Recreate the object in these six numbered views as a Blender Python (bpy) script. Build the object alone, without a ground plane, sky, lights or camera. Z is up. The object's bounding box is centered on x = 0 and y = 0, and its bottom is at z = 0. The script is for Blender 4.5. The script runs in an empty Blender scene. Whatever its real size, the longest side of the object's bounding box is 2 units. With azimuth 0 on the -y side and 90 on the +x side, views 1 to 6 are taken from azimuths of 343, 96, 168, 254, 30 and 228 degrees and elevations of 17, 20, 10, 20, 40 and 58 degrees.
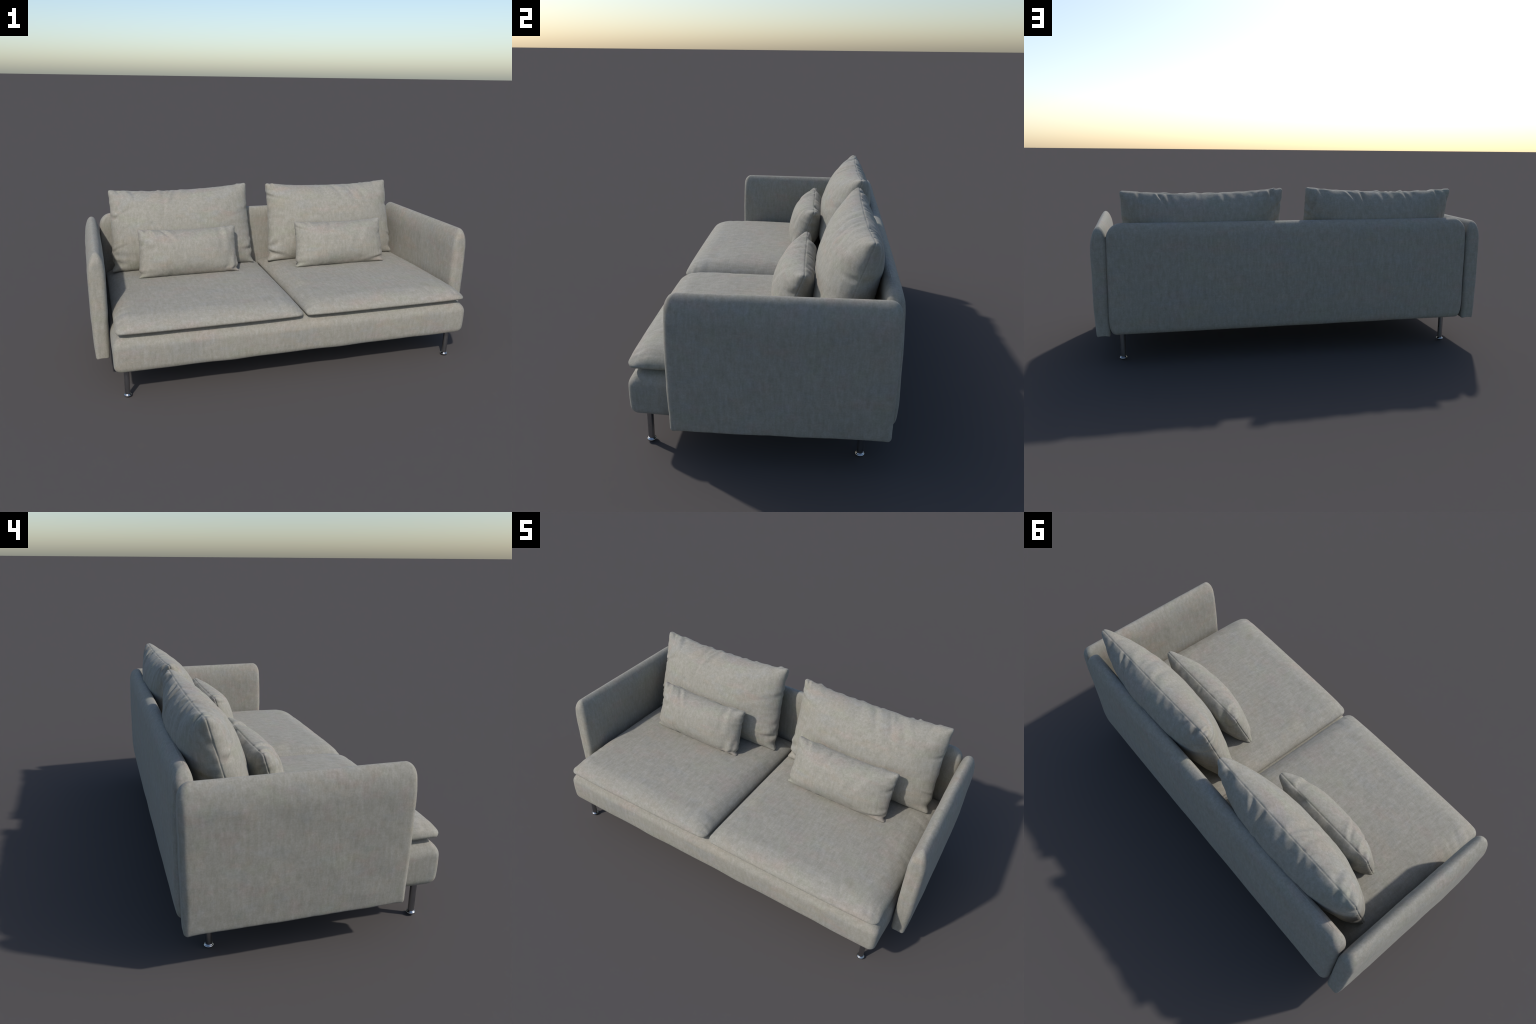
import bpy, math
import numpy as np
from mathutils import noise as mnoise, Vector

# ------------------------------------------------------------------ helpers
def smooth_mesh(name, verts, faces, mats, parent=None):
    me = bpy.data.meshes.new(name)
    me.from_pydata([tuple(map(float, v)) for v in verts], [], faces)
    me.validate()
    me.update()
    for p in me.polygons:
        p.use_smooth = True
    for m in mats:
        me.materials.append(m)
    ob = bpy.data.objects.new(name, me)
    bpy.context.scene.collection.objects.link(ob)
    if parent is not None:
        ob.parent = parent
    return ob


def lump(p, scale, seed):
    """smooth noise in about -1..1, used for soft upholstery unevenness"""
    return mnoise.noise(Vector((p[0] * scale + seed * 7.3, p[1] * scale - seed * 3.1, p[2] * scale + seed * 1.7)))


def lumps(pts, scale, seed):
    return np.array([lump(p, scale, seed) for p in pts])


def grid_normals(P):
    du = np.gradient(P, axis=0)
    dv = np.gradient(P, axis=1)
    n = np.cross(du, dv)
    n /= np.linalg.norm(n, axis=2, keepdims=True) + 1e-12
    return n


def soft_min(x, limit, k):
    """x, softly kept below limit"""
    return limit - k * np.logaddexp(0.0, (limit - x) / k)


def soft_max(x, limit, k):
    return limit + k * np.logaddexp(0.0, (x - limit) / k)


def cap(t, p=2.0):
    """rounded rise from 0 (at the edge) to 1 (inside)"""
    t = np.clip(t, 0, 1)
    return (1 - (1 - t) ** p) ** (1.0 / p)


# ------------------------------------------------------------------ ring lofts (arms, back, frame)
def rounded_rectangle(ha, hb, r, na, nb, nc):
    """closed ring of (a, b) points, counter-clockwise, same count for every size"""
    r = max(min(r, ha * 0.999, hb * 0.999), 1e-5)
    pts = []
    corners = [(1, -1, -90), (1, 1, 0), (-1, 1, 90), (-1, -1, 180)]
    arcs = []
    for sa, sb, a0 in corners:
        ca, cb = sa * (ha - r), sb * (hb - r)
        arcs.append([(ca + r * math.cos(math.radians(a0 + 90 * i / nc)),
                      cb + r * math.sin(math.radians(a0 + 90 * i / nc))) for i in range(nc + 1)])
    for k in range(4):
        pts += arcs[k]
        p, q = np.array(arcs[k][-1]), np.array(arcs[(k + 1) % 4][0])
        n = nb if k % 2 == 0 else na
        n = nb if k in (0, 2) else na
        for i in range(1, n):
            pts.append(tuple(p + (q - p) * i / n))
    return np.array(pts)


def loft(rings):
    """rings: list of (n,3) arrays; both ends closed with a fan"""
    n = len(rings[0])
    verts = list(np.vstack(rings))
    faces = []
    for k in range(len(rings) - 1):
        a, b = k * n, (k + 1) * n
        for i in range(n):
            j = (i + 1) % n
            faces.append((a + i, a + j, b + j, b + i))
    first = len(verts)
    verts.append(np.mean(rings[0], axis=0))
    verts.append(np.mean(rings[-1], axis=0))
    last = (len(rings) - 1) * n
    for i in range(n):
        j = (i + 1) % n
        faces.append((first, j, i))
        faces.append((first + 1, last + i, last + j))
    return np.array(verts), faces


def heights(z0, z1, low, high, n):
    """ring heights, dense over the rounded bottom (low) and top (high)"""
    a = z0 + low * (1 - np.cos(np.linspace(0, math.pi / 2, 9)))
    m = np.linspace(z0 + low, z1 - high, n)[1:-1]
    b = z1 - high + high * np.sin(np.linspace(0, math.pi / 2, 19))
    return np.concatenate([a, m, b])


def interp(z, zs, vs):
    return float(np.interp(z, zs, vs))


def swell(verts, faces, amount, scale, seed, z_top=None):
    """soft unevenness along the vertex normals"""
    fade = 1.0 if z_top is None else np.clip((z_top - verts[:, 2]) / 0.02, 0, 1)
    me = bpy.data.meshes.new("tmp")
    me.from_pydata([tuple(v) for v in verts], [], faces)
    me.update()
    nr = np.zeros(len(verts) * 3)
    me.vertex_normals.foreach_get("vector", nr)
    bpy.data.meshes.remove(me)
    return verts + nr.reshape(-1, 3) * (amount * fade * lumps(verts, scale, seed))[:, None]


# ------------------------------------------------------------------ materials
def fabric(name, streak, weft_depth, tint_strength, base=(0.275, 0.262, 0.224)):
    """woven linen: slubby threads running along `streak`, soft mottling, faint tints"""
    m = bpy.data.materials.new(name)
    m.use_nodes = True
    nt = m.node_tree
    N, L = nt.nodes, nt.links
    bsdf = N["Principled BSDF"]
    bsdf.inputs["Roughness"].default_value = 0.88
    bsdf.inputs["Specular IOR Level"].default_value = 0.25
    if "Sheen Weight" in bsdf.inputs:
        bsdf.inputs["Sheen Weight"].default_value = 0.08
        bsdf.inputs["Sheen Roughness"].default_value = 0.5
    tc = N.new("ShaderNodeTexCoord")

    def noise(scale3, detail=2.0, rough=0.5, offset=0.0):
        mp = N.new("ShaderNodeMapping")
        mp.inputs["Scale"].default_value = scale3
        mp.inputs["Location"].default_value = (offset, offset * 1.7, -offset)
        L.new(tc.outputs["Object"], mp.inputs["Vector"])
        t = N.new("ShaderNodeTexNoise")
        t.inputs["Scale"].default_value = 1.0
        t.inputs["Detail"].default_value = detail
        t.inputs["Roughness"].default_value = rough
        L.new(mp.outputs["Vector"], t.inputs["Vector"])
        return t.outputs["Fac"]

    def ramp(fac, lo, hi, c0, c1):
        r = N.new("ShaderNodeValToRGB")
        r.color_ramp.elements[0].position, r.color_ramp.elements[1].position = lo, hi
        r.color_ramp.elements[0].color = (*c0, 1)
        r.color_ramp.elements[1].color = (*c1, 1)
        L.new(fac, r.inputs["Fac"])
        return r.outputs["Color"]

    def mix(a, b, fac, mode="MULTIPLY"):
        x = N.new("ShaderNodeMix")
        x.data_type = "RGBA"
        x.blend_type = mode
        if isinstance(fac, float):
            x.inputs["Factor"].default_value = fac
        else:
            L.new(fac, x.inputs["Factor"])
        for s, v in ((x.inputs["A"], a), (x.inputs["B"], b)):
            if isinstance(v, tuple):
                s.default_value = (*v, 1)
            else:
                L.new(v, s)
        return x.outputs["Result"]

    s = [88.0, 88.0, 88.0]
    s[streak] = 20.0
    w = [26.0, 26.0, 26.0]
    w[streak] = 170.0
    thread = noise(tuple(s), 2.0, 0.6)
    weft = noise(tuple(w), 2.0, 0.6, 3.1)
    grain = noise((190.0, 190.0, 190.0), 1.0, 0.5, 7.0)
    mott = noise((46, 46, 46), 3.0, 0.6, 5.0)
    patch = noise((5.0, 5.0, 6.0), 2.0, 0.5, 2.0)
    c = mix(base, ramp(thread, 0.28, 0.72, (0.905, 0.91, 0.89), (1.08, 1.08, 1.105)), 1.0)
    c = mix(c, ramp(weft, 0.28, 0.72, (1 - weft_depth,) * 3, (1 + weft_depth,) * 3), 1.0)
    c = mix(c, ramp(grain, 0.3, 0.7, (0.935, 0.935, 0.935), (1.065, 1.065, 1.065)), 1.0)
    c = mix(c, ramp(mott, 0.3, 0.7, (0.945, 0.945, 0.935), (1.055, 1.055, 1.065)), 1.0)
    # faint faded tints (rose, moss, blue-grey, straw) in small drawn-out patches
    for k, col in enumerate(((1.075, 0.955, 0.975), (0.975, 1.025, 0.94), (0.955, 1.0, 1.085), (1.06, 0.985, 0.93))):
        t = noise((6.0, 9.0, 15.0), 2.0, 0.6, 11.0 + 13.0 * k)
        f = ramp(t, 0.555, 0.66, (0, 0, 0), (tint_strength,) * 3)
        c = mix(c, mix(c, col, 1.0), f, "MIX")
    L.new(c, bsdf.inputs["Base Color"])
    bump = N.new("ShaderNodeBump")
    bump.inputs["Strength"].default_value = 0.22
    bump.inputs["Distance"].default_value = 0.0015
    L.new(mott, bump.inputs["Height"])
    L.new(bump.outputs["Normal"], bsdf.inputs["Normal"])
    return m


def chrome(name, colour, rough):
    m = bpy.data.materials.new(name)
    m.use_nodes = True
    nt = m.node_tree
    N, L = nt.nodes, nt.links
    b = N["Principled BSDF"]
    b.inputs["Metallic"].default_value = 1.0
    b.inputs["Base Color"].default_value = (*colour, 1)
    tc = N.new("ShaderNodeTexCoord")
    t = N.new("ShaderNodeTexNoise")
    t.inputs["Scale"].default_value = 60.0
    L.new(tc.outputs["Object"], t.inputs["Vector"])
    r = N.new("ShaderNodeMapRange")
    r.inputs["To Min"].default_value = rough * 0.7
    r.inputs["To Max"].default_value = rough * 1.4
    L.new(t.outputs["Fac"], r.inputs["Value"])
    L.new(r.outputs["Result"], b.inputs["Roughness"])
    return m


FAB_UP = fabric("linen_upright", 2, 0.03, 0.45)
FAB_SEAT = fabric("linen_seat", 1, 0.05, 0.35)
STEEL = chrome("leg_steel", (0.36, 0.36, 0.37), 0.30)
CHROME = chrome("foot_chrome", (0.42, 0.43, 0.45), 0.10)

# ------------------------------------------------------------------ the thing
sofa = bpy.data.objects.new("sofa", None)
bpy.context.scene.collection.objects.link(sofa)
sofa["label"] = "two-seat beige linen sofa with slim arms and chrome legs"
sofa["category"] = "sofa"

# ------------------------------------------------------------------ frame under the seat
BASE_TOP = 0.334


def build_base():
    z0, z1 = 0.151, BASE_TOP
    rings = []
    zs = np.concatenate([z0 + 0.030 * (1 - np.cos(np.linspace(0, math.pi / 2, 12))),
                         np.linspace(0.184, 0.268, 12),
                         0.272 + (z1 - 0.272) * np.sin(np.linspace(0.03, math.pi / 2, 18))])
    for z in zs:
        lo = cap(np.array((z - z0) / 0.030))
        hi = cap(np.array((z1 - z) / (z1 - 0.270)))
        inset = 0.017 * (1 - lo) + 0.088 * (1 - hi)
        bulge = 0.004 * math.sin(math.pi * (z - z0) / (z1 - z0))
        ha, hb = 0.908 - inset + bulge, 0.438 - inset + bulge
        ring = rounded_rectangle(ha, hb, 0.026, 120, 60, 8)
        belly = 0.004 * (1 - (ring[:, 0] / 0.915) ** 4) * np.clip(-ring[:, 1] / hb, 0, 1)
        belly = belly * (0.55 + 0.45 * math.sin(math.pi * (z - z0) / (z1 - z0)))
        rings.append(np.column_stack([ring[:, 0], ring[:, 1] - 0.049 - belly, np.full(len(ring), z)]))
    v, f = loft(rings)
    v = swell(v, f, 0.0030, 7.0, 1)
    return smooth_mesh("seat_frame", v, f, [FAB_UP], sofa)


build_base()


# ------------------------------------------------------------------ arms
def build_arm(side, x_front, x_back, y_front, y_back, seed):
    """x_front, x_back: centre plane of the slab at its two ends"""
    z0, z1 = 0.150, 0.672
    rings = []
    for z in heights(z0, z1, 0.008, 0.125, 40):
        half = interp(z, [0.143, 0.16, 0.22, 0.35, 0.58, 0.70], [0.031, 0.035, 0.0385, 0.041, 0.0415, 0.0415])
        lo = float(cap(np.array((z - z0) / 0.008)))
        top = float(cap(np.array((z1 - z) / 0.11), 1.9))
        half = (half - 0.004 * (1 - lo)) * max(top, 0.004)
        corner = float(cap(np.array((z1 - z) / 0.05)))
        pull = 0.042 * (1 - corner) + 0.001 * (1 - lo)
        lean = interp(z, [0.143, 0.3, 0.6], [-0.004, 0.0, 0.0])
        yf = y_front + pull - 0.004 * math.sin(math.pi * (z - z0) / (z1 - z0))
        yb = y_back - pull + 0.004 * math.sin(math.pi * (z - z0) / (z1 - z0))
        ring = rounded_rectangle(half, (yb - yf) / 2, min(interp(z, [0.15, 0.22], [0.014, 0.024]), half * 0.8), 10, 70, 8)
        y = ring[:, 1] + (yb + yf) / 2
        t = (y - y_front) / (y_back - y_front)
        # fuller in the middle of the slab than at its two ends
        e = np.minimum(y - yf, yb - y)
        plan = 0.88 + 0.12 * cap(e / 0.14, 2.0)
        x = x_front + (x_back - x_front) * t + side * lean + ring[:, 0] * plan
        # the cloth is drawn down into small points at the bottom corners
        end = np.clip(1 - np.minimum(y - yf, yb - y) / 0.05, 0, 1) ** 2
        edge = np.clip(np.abs(ring[:, 0]) / max(half, 1e-4), 0, 1) ** 4
        low = np.clip(1 - (z - z0) / 0.05, 0, 1)
        rings.append(np.column_stack([x, y, z - 0.006 * end * edge * low + 0.003 * (1 - edge) * low]))
    v, f = loft(rings)
    v = swell(v, f, 0.0020, 8.0, seed, 0.672)
    v = swell(v, f, 0.0007, 30.0, seed + 3, 0.672)
    return smooth_mesh("armrest", v, f, [FAB_UP], sofa)


build_arm(-1, -0.956, -0.957, -0.314, 0.474, 2)
build_arm(+1, 0.958, 0.932, -0.319, 0.462, 3)


# ------------------------------------------------------------------ back
def build_back():
    z0, z1 = 0.159, 0.687
    x0, x1 = -0.915, 0.901
    rings = []
    for z in heights(z0, z1, 0.03, 0.06, 44):
        back_y = interp(z, [0.15, 0.25, 0.45, 0.60, 0.70], [0.482, 0.486, 0.484, 0.479, 0.472])
        front_y = interp(z, [0.15, 0.34, 0.70], [0.408, 0.411, 0.411])
        half, mid = (back_y - front_y) / 2, (back_y + front_y) / 2
        lo = float(cap(np.array((z - z0) / 0.03)))
        top = float(cap(np.array((z1 - z) / 0.06), 2.2))
        corner = float(cap(np.array((z1 - z) / 0.075)))
        half = max((half - 0.012 * (1 - lo)) * top, 0.0005)
        mid -= 0.006 * (1 - top)
        pull = 0.070 * (1 - corner) + 0.022 * (1 - float(cap(np.array((z - z0) / 0.07))))
        xa, xb = x0 + pull, x1 - pull
        ring = rounded_rectangle((xb - xa) / 2, half, min(0.03, half * 0.8), 130, 10, 8)
        x = ring[:, 0] + (xa + xb) / 2
        # padding swells outwards over the middle of the rear face
        belly = 0.014 * (1 - np.abs(x / 0.91) ** 3) * math.sin(math.pi * np.clip((z - z0) / (z1 - z0), 0, 1)) ** 0.8
        rings.append(np.column_stack([x, mid + ring[:, 1] + belly * np.clip(ring[:, 1] / half, 0, 1), np.full(len(ring), z)]))
    v, f = loft(rings)
    v = swell(v, f, 0.0022, 6.0, 5, 0.690)
    return smooth_mesh("backrest", v, f, [FAB_UP], sofa)


build_back()


# ------------------------------------------------------------------ sheets sewn along their rim
def sewn(name, top, bottom, mats, parent):
    """two grids that share their border, as one closed mesh"""
    nu, nv = top.shape[:2]
    verts = [p for p in top.reshape(-1, 3)]
    index_top = np.arange(nu * nv).reshape(nu, nv)
    index_bot = index_top.copy()
    for i in range(1, nu - 1):
        for j in range(1, nv - 1):
            index_bot[i, j] = len(verts)
            verts.append(bottom[i, j])
    faces = []
    for i in range(nu - 1):
        for j in range(nv - 1):
            faces.append((index_top[i, j], index_top[i + 1, j], index_top[i + 1, j + 1], index_top[i, j + 1]))
            faces.append((index_bot[i, j], index_bot[i, j + 1], index_bot[i + 1, j + 1], index_bot[i + 1, j]))
    faces = [tuple(int(k) for k in f) for f in faces]
    return smooth_mesh(name, verts, faces, mats, parent)


def round_corners(U, V, hx, hy, r):
    """square grid -> rectangle with rounded corners of radius r"""
    au = np.clip((np.abs(U) - (1 - r / hx)) / (r / hx), 0, 1)
    av = np.clip((np.abs(V) - (1 - r / hy)) / (r / hy), 0, 1)
    mu, mv = au * np.sqrt(1 - av ** 2 / 2), av * np.sqrt(1 - au ** 2 / 2)
    return U + np.sign(U) * (mu - au) * r / hx, V + np.sign(V) * (mv - av) * r / hy


def rim_spacing(n, power=1.6):
    """-1..1, crowded towards both ends so that the steep rim is finely cut"""
    s = np.linspace(-1, 1, n)
    return np.sign(s) * (1 - (1 - np.abs(s)) ** power)


# ------------------------------------------------------------------ seat cushions
SEATS = ((-0.896, -0.002, 0.019), (0.012, 0.898, 0.015))        # x range and crown of the two cushions


def seat_height(x, y):
    edge = np.interp(y, [-0.49, -0.42, -0.30, 0.0, 0.25, 0.4], [0.36, 0.390, 0.398, 0.395, 0.389, 0.385])
    h = edge * 0
    for x0, x1, crown in SEATS:
        U, V = (2 * x - x0 - x1) / (x1 - x0), (y + 0.05) / 0.44
        h = np.maximum(h, crown * np.clip(1 - U ** 4, 0, 1) * np.clip(1 - V ** 2, 0, 1))
    return edge + h


def build_cushion(x0, x1, crown_height, seed):
    y0, y1 = -0.491, 0.405
    u, v = rim_spacing(130), rim_spacing(130)
    U, V = np.meshgrid(u, v, indexing="ij")
    hx, hy, cx, cy = (x1 - x0) / 2, (y1 - y0) / 2, (x0 + x1) / 2, (y0 + y1) / 2
    RU, RV = round_corners(U, V, hx, hy, 0.035)
    X, Y = cx + hx * RU, cy + hy * RV - 0.006 * (1 - U ** 4) * np.clip(-V, 0, 1) ** 2
    rng = np.random.default_rng(seed)
    d = np.minimum((1 - np.abs(U)) * hx, (1 - np.abs(V)) * hy)
    front = (1 - V) / 2
    tip = 0.348
    fx = cap((1 - np.abs(U)) * hx / 0.085, 1.8)
    fy = cap((1 - np.abs(V)) * hy / 0.10, 1.9)
    base_h = np.interp(Y, [-0.49, -0.30, 0.0, 0.25, 0.4], [0.049, 0.051, 0.049, 0.042, 0.038])
    crown = crown_height * (1 - U ** 4) * (1 - V ** 2)
    top = tip + (base_h + crown) * fx * fy
    low = tip - 0.026 * np.minimum(cap((1 - np.abs(U)) * hx / 0.045, 1.8), cap((1 - np.abs(V)) * hy / 0.075, 1.7))
    T = np.dstack([X, Y, top])
    B = np.dstack([X, Y, soft_max(low, BASE_TOP + 0.0015, 0.002)])
    P = T.reshape(-1, 3)
    T[:, :, 2] += ((0.0030 * lumps(P, 6.0, seed) + 0.0011 * lumps(P, 26.0, seed + 1)).reshape(U.shape)) * np.clip(d / 0.03, 0, 1)
    # puckers running in from the rim
    for k in range(46):
        edge = rng.integers(0, 4)
        s = rng.uniform(-0.98, 0.98) if rng.random() < 0.55 else rng.choice([-1, 1]) * rng.uniform(0.86, 0.985)
        amp, wid, ln, sl = rng.uniform(0.0006, 0.0024), rng.uniform(0.007, 0.016), rng.uniform(0.015, 0.04), rng.uniform(-0.5, 0.5)
        if edge < 2:
            along, dist = V * hy - s * hy, (1 - U if edge else 1 + U) * hx
        else:
            along, dist = U * hx - s * hx, (1 + V if edge == 2 else 1 - V) * hy
        T[:, :, 2] -= amp * np.exp(-((along - sl * dist) / wid) ** 2) * (dist / ln) * np.exp(1 - dist / ln)
    # grid orientation: u x v = +z for the top sheet
    return sewn("seat_cushion", T, B, [FAB_SEAT], sofa)


build_cushion(*SEATS[0], 11)
build_cushion(*SEATS[1], 12)


# ------------------------------------------------------------------ pillows
def build_pillow(name, TL, TR, BL, BR, thick, sag, seed, mats, parent, folds, y_back=None, nu=190, nv=120):
    """corners in space; sag = inward pull of the (top, bottom, left, right) seams"""
    TL, TR, BL, BR = map(np.array, (TL, TR, BL, BR))
    rng = np.random.default_rng(seed)
    u, v = rim_spacing(nu, 1.8), rim_spacing(nv, 1.7)
    U, V = np.meshgrid(u, v, indexing="ij")
    hx, hz = np.linalg.norm(np.array(TR) - TL) / 2, np.linalg.norm(np.array(TL) - BL) / 2
    RU, RV = round_corners(U, V, hx, hz, 0.016)
    a, b = (RU + 1) / 2, (RV + 1) / 2
    P = ((1 - a) * (1 - b))[..., None] * BL + (a * (1 - b))[..., None] * BR + ((1 - a) * b)[..., None] * TL + (a * b)[..., None] * TR
    ex = (TR + BR - TL - BL); ex = ex / np.linalg.norm(ex)
    ez = (TL + TR - BL - BR); ez = ez / np.linalg.norm(ez)
    n = np.cross(ex, ez); n /= np.linalg.norm(n)          # points to the front (-y)
    # seam lines drawn inwards between the corners, with small random waves
    def wave(t, s):
        return 0.0022 * np.array([lump((x * 9.0, s, 0.3), 1.0, seed) for x in t]) * (1 - t ** 8)
    ear_line = 0.012 * np.exp(-((v + 0.82) / 0.09) ** 2)
    belly_u, belly_v = 1 - np.abs(u) ** 2.4, 1 - np.abs(v) ** 2.4
    P = P - ez * ((sag[0] * belly_u + wave(u, 1.0))[:, None] * b ** 2)[..., None]
    P = P + ez * ((sag[1] * belly_u + wave(u, 2.0))[:, None] * (1 - b) ** 2)[..., None]
    P = P + ex * ((sag[2] * belly_v + ear_line + wave(v, 3.0))[None, :] * (1 - a) ** 2)[..., None]
    P = P - ex * ((sag[3] * belly_v + ear_line + wave(v, 4.0))[None, :] * a ** 2)[..., None]
    g = lambda t, p, q: (1 - np.abs(t) ** p) ** q
    gu, gv = g(U, 2.6, 0.56) + 1e-6, g(V, 2.5, 0.62) + 1e-6
    H = thick / 2 * (gu ** -1.0 + gv ** -1.0 - 1) ** (-1 / 1.0)

    sheets = []
    for sgn in (1, -1):
        S = P + n * (sgn * H)[..., None]
        nrm = grid_normals(S) * sgn
        nrm[0], nrm[-1], nrm[:, 0], nrm[:, -1] = nrm[1], nrm[-2], nrm[:, 1], nrm[:, -2]
        D = np.zeros_like(U)
        inner = np.clip(np.minimum((1 - np.abs(U)) * hx, (1 - np.abs(V)) * hz) / 0.03, 0, 1)
        flat = S.reshape(-1, 3)
        D += inner * (0.0045 * lumps(flat, 7.0, seed + 2 * sgn) + 0.0016 * lumps(flat, 20.0, seed + 5 * sgn)).reshape(U.shape)
        plan = []
        for k in range(folds):                      # loose folds that start at the seams
            edge = rng.choice([0, 1, 2, 3], p=[0.62, 0.10, 0.14, 0.14])
            plan.append((edge, rng.uniform(-0.9, 0.9), (0.0062 if sgn > 0 else 0.0085) * rng.random() ** 1.4, rng.uniform(0.008, 0.026), rng.uniform(0.018, 0.055), rng.uniform(-0.6, 0.6)))
        for edge, at, sl in ((2, 0.70, -0.35), (3, 0.70, -0.35), (0, -0.86, 0.3), (0, 0.86, -0.3), (2, -0.60, 0.2), (3, -0.60, 0.2), (2, 0.40, -0.1), (3, 0.36, -0.1)):
            if rng.random() < (0.4 if thick > 0.2 else 0.65):
                continue
            # tighter tucks where the cloth gathers beside the corners
            plan.append((edge, at + rng.uniform(-0.08, 0.08), rng.uniform(0.002, 0.008) * (1 if thick > 0.2 else 0.6), rng.uniform(0.007, 0.013), rng.uniform(0.018, 0.030), sl + rng.uniform(-0.2, 0.2)))
        for edge, s, amp, wid, ln, sl in plan:
            if edge < 2:
                along, dist = (U - s) * hx, (1 - V if edge == 0 else 1 + V) * hz
            else:
                along, dist = (V - s) * hz, (1 + U if edge == 2 else 1 - U) * hx
            dist = np.hypot(dist, H)                # way along the cloth from the seam
            fold = np.exp(-((along - sl * dist) / wid) ** 2) - 0.55 * np.exp(-((along - sl * dist - 1.7 * wid) / wid) ** 2)
            D -= amp * fold * (dist / ln) * np.exp(1 - dist / ln)
        S = S + nrm * D[..., None]
        # the stitched seam lies in a narrow groove
        groove = 0.0026 * np.exp(-(H / 0.0022) ** 2)
        near_u = (1 - np.abs(U)) * hx < (1 - np.abs(V)) * hz
        S = S - ex * (np.sign(U) * groove * near_u)[..., None] - ez * (np.sign(V) * groove * ~near_u)[..., None]
        sheets.append(S)
    for S in sheets:
        S[:, :, 2] = soft_max(S[:, :, 2], seat_height(S[:, :, 0], S[:, :, 1]) + 0.001, 0.004)
        if y_back is not None:
            S[:, :, 1] = soft_min(S[:, :, 1], y_back + np.interp(S[:, :, 2], [0.66, 0.72], [0.0, 0.08]), 0.006)
    rim = (sheets[0] + sheets[1]) / 2
    for sl in ((0, slice(None)), (-1, slice(None)), (slice(None), 0), (slice(None), -1)):
        for S in sheets:
            S[sl] = rim[sl]
    # front sheet: u x v points to the front, as ex x ez does
    return sewn(name, sheets[0], sheets[1], mats, parent)


build_pillow("back_cushion", (-0.861, 0.364, 0.835), (-0.069, 0.372, 0.846), (-0.870, 0.238, 0.393), (-0.047, 0.240, 0.388),
             0.246, (0.021, 0.0, 0.010, 0.012), 21, [FAB_UP], sofa, 34, y_back=0.413)
build_pillow("back_cushion", (0.045, 0.352, 0.841), (0.837, 0.370, 0.833), (0.032, 0.240, 0.388), (0.852, 0.231, 0.396),
             0.246, (0.021, 0.0, 0.012, 0.010), 22, [FAB_UP], sofa, 34, y_back=0.413)


def lumbar(seed, x, *corners):
    ob = build_pillow("throw_pillow", *corners, 0.178, (0.012, 0.002, 0.010, 0.010), seed, [FAB_UP], None, 14, nu=150, nv=90)
    base = Vector((x, 0.075, 0.40))
    ob.data.transform(__import__("mathutils").Matrix.Translation(-base))
    ob.location = base
    ob["label"] = "small rectangular beige linen lumbar pillow with wrinkled seams"
    ob["category"] = "pillow"
    return ob


lumbar(31, -0.462, (-0.729, 0.141, 0.657), (-0.192, 0.147, 0.651), (-0.742, 0.061, 0.405), (-0.184, 0.060, 0.404))
lumbar(32, 0.422, (0.152, 0.128, 0.655), (0.694, 0.135, 0.650), (0.140, 0.048, 0.402), (0.700, 0.042, 0.402))


# ------------------------------------------------------------------ legs
def lathe(profile, n):
    rings = [np.column_stack([r * np.cos(np.arange(n) * 2 * math.pi / n), r * np.sin(np.arange(n) * 2 * math.pi / n), np.full(n, z)])
             for r, z in profile]
    return loft(rings)


def build_legs():
    tube, f1 = lathe([(0.0122, 0.0100), (0.0122, 0.0101), (0.0122, 0.0110), (0.0124, 0.060), (0.0125, 0.120), (0.0126, 0.1685), (0.0126, 0.1695), (0.0126, 0.170)], 40)
    foot, f2 = lathe([(0.008, 0.0), (0.0125, 0.0006), (0.0150, 0.003), (0.0174, 0.0052), (0.0182, 0.0080),
                      (0.0176, 0.0108), (0.0152, 0.0125), (0.0142, 0.0135), (0.0138, 0.016), (0.0120, 0.0165)], 40)
    leg_me = foot_me = None
    for x, y in ((-0.854, -0.424), (0.847, -0.430), (-0.851, 0.371), (0.848, 0.366)):
        if leg_me is None:
            leg = smooth_mesh("leg", tube, f1, [STEEL], sofa)
            ft = smooth_mesh("leg_foot", foot, f2, [CHROME], leg)
            leg_me, foot_me = leg.data, ft.data
        else:
            leg = bpy.data.objects.new("leg", leg_me)
            ft = bpy.data.objects.new("leg_foot", foot_me)
            for o in (leg, ft):
                bpy.context.scene.collection.objects.link(o)
            leg.parent, ft.parent = sofa, leg
        leg.location = (x, y, 0)


build_legs()
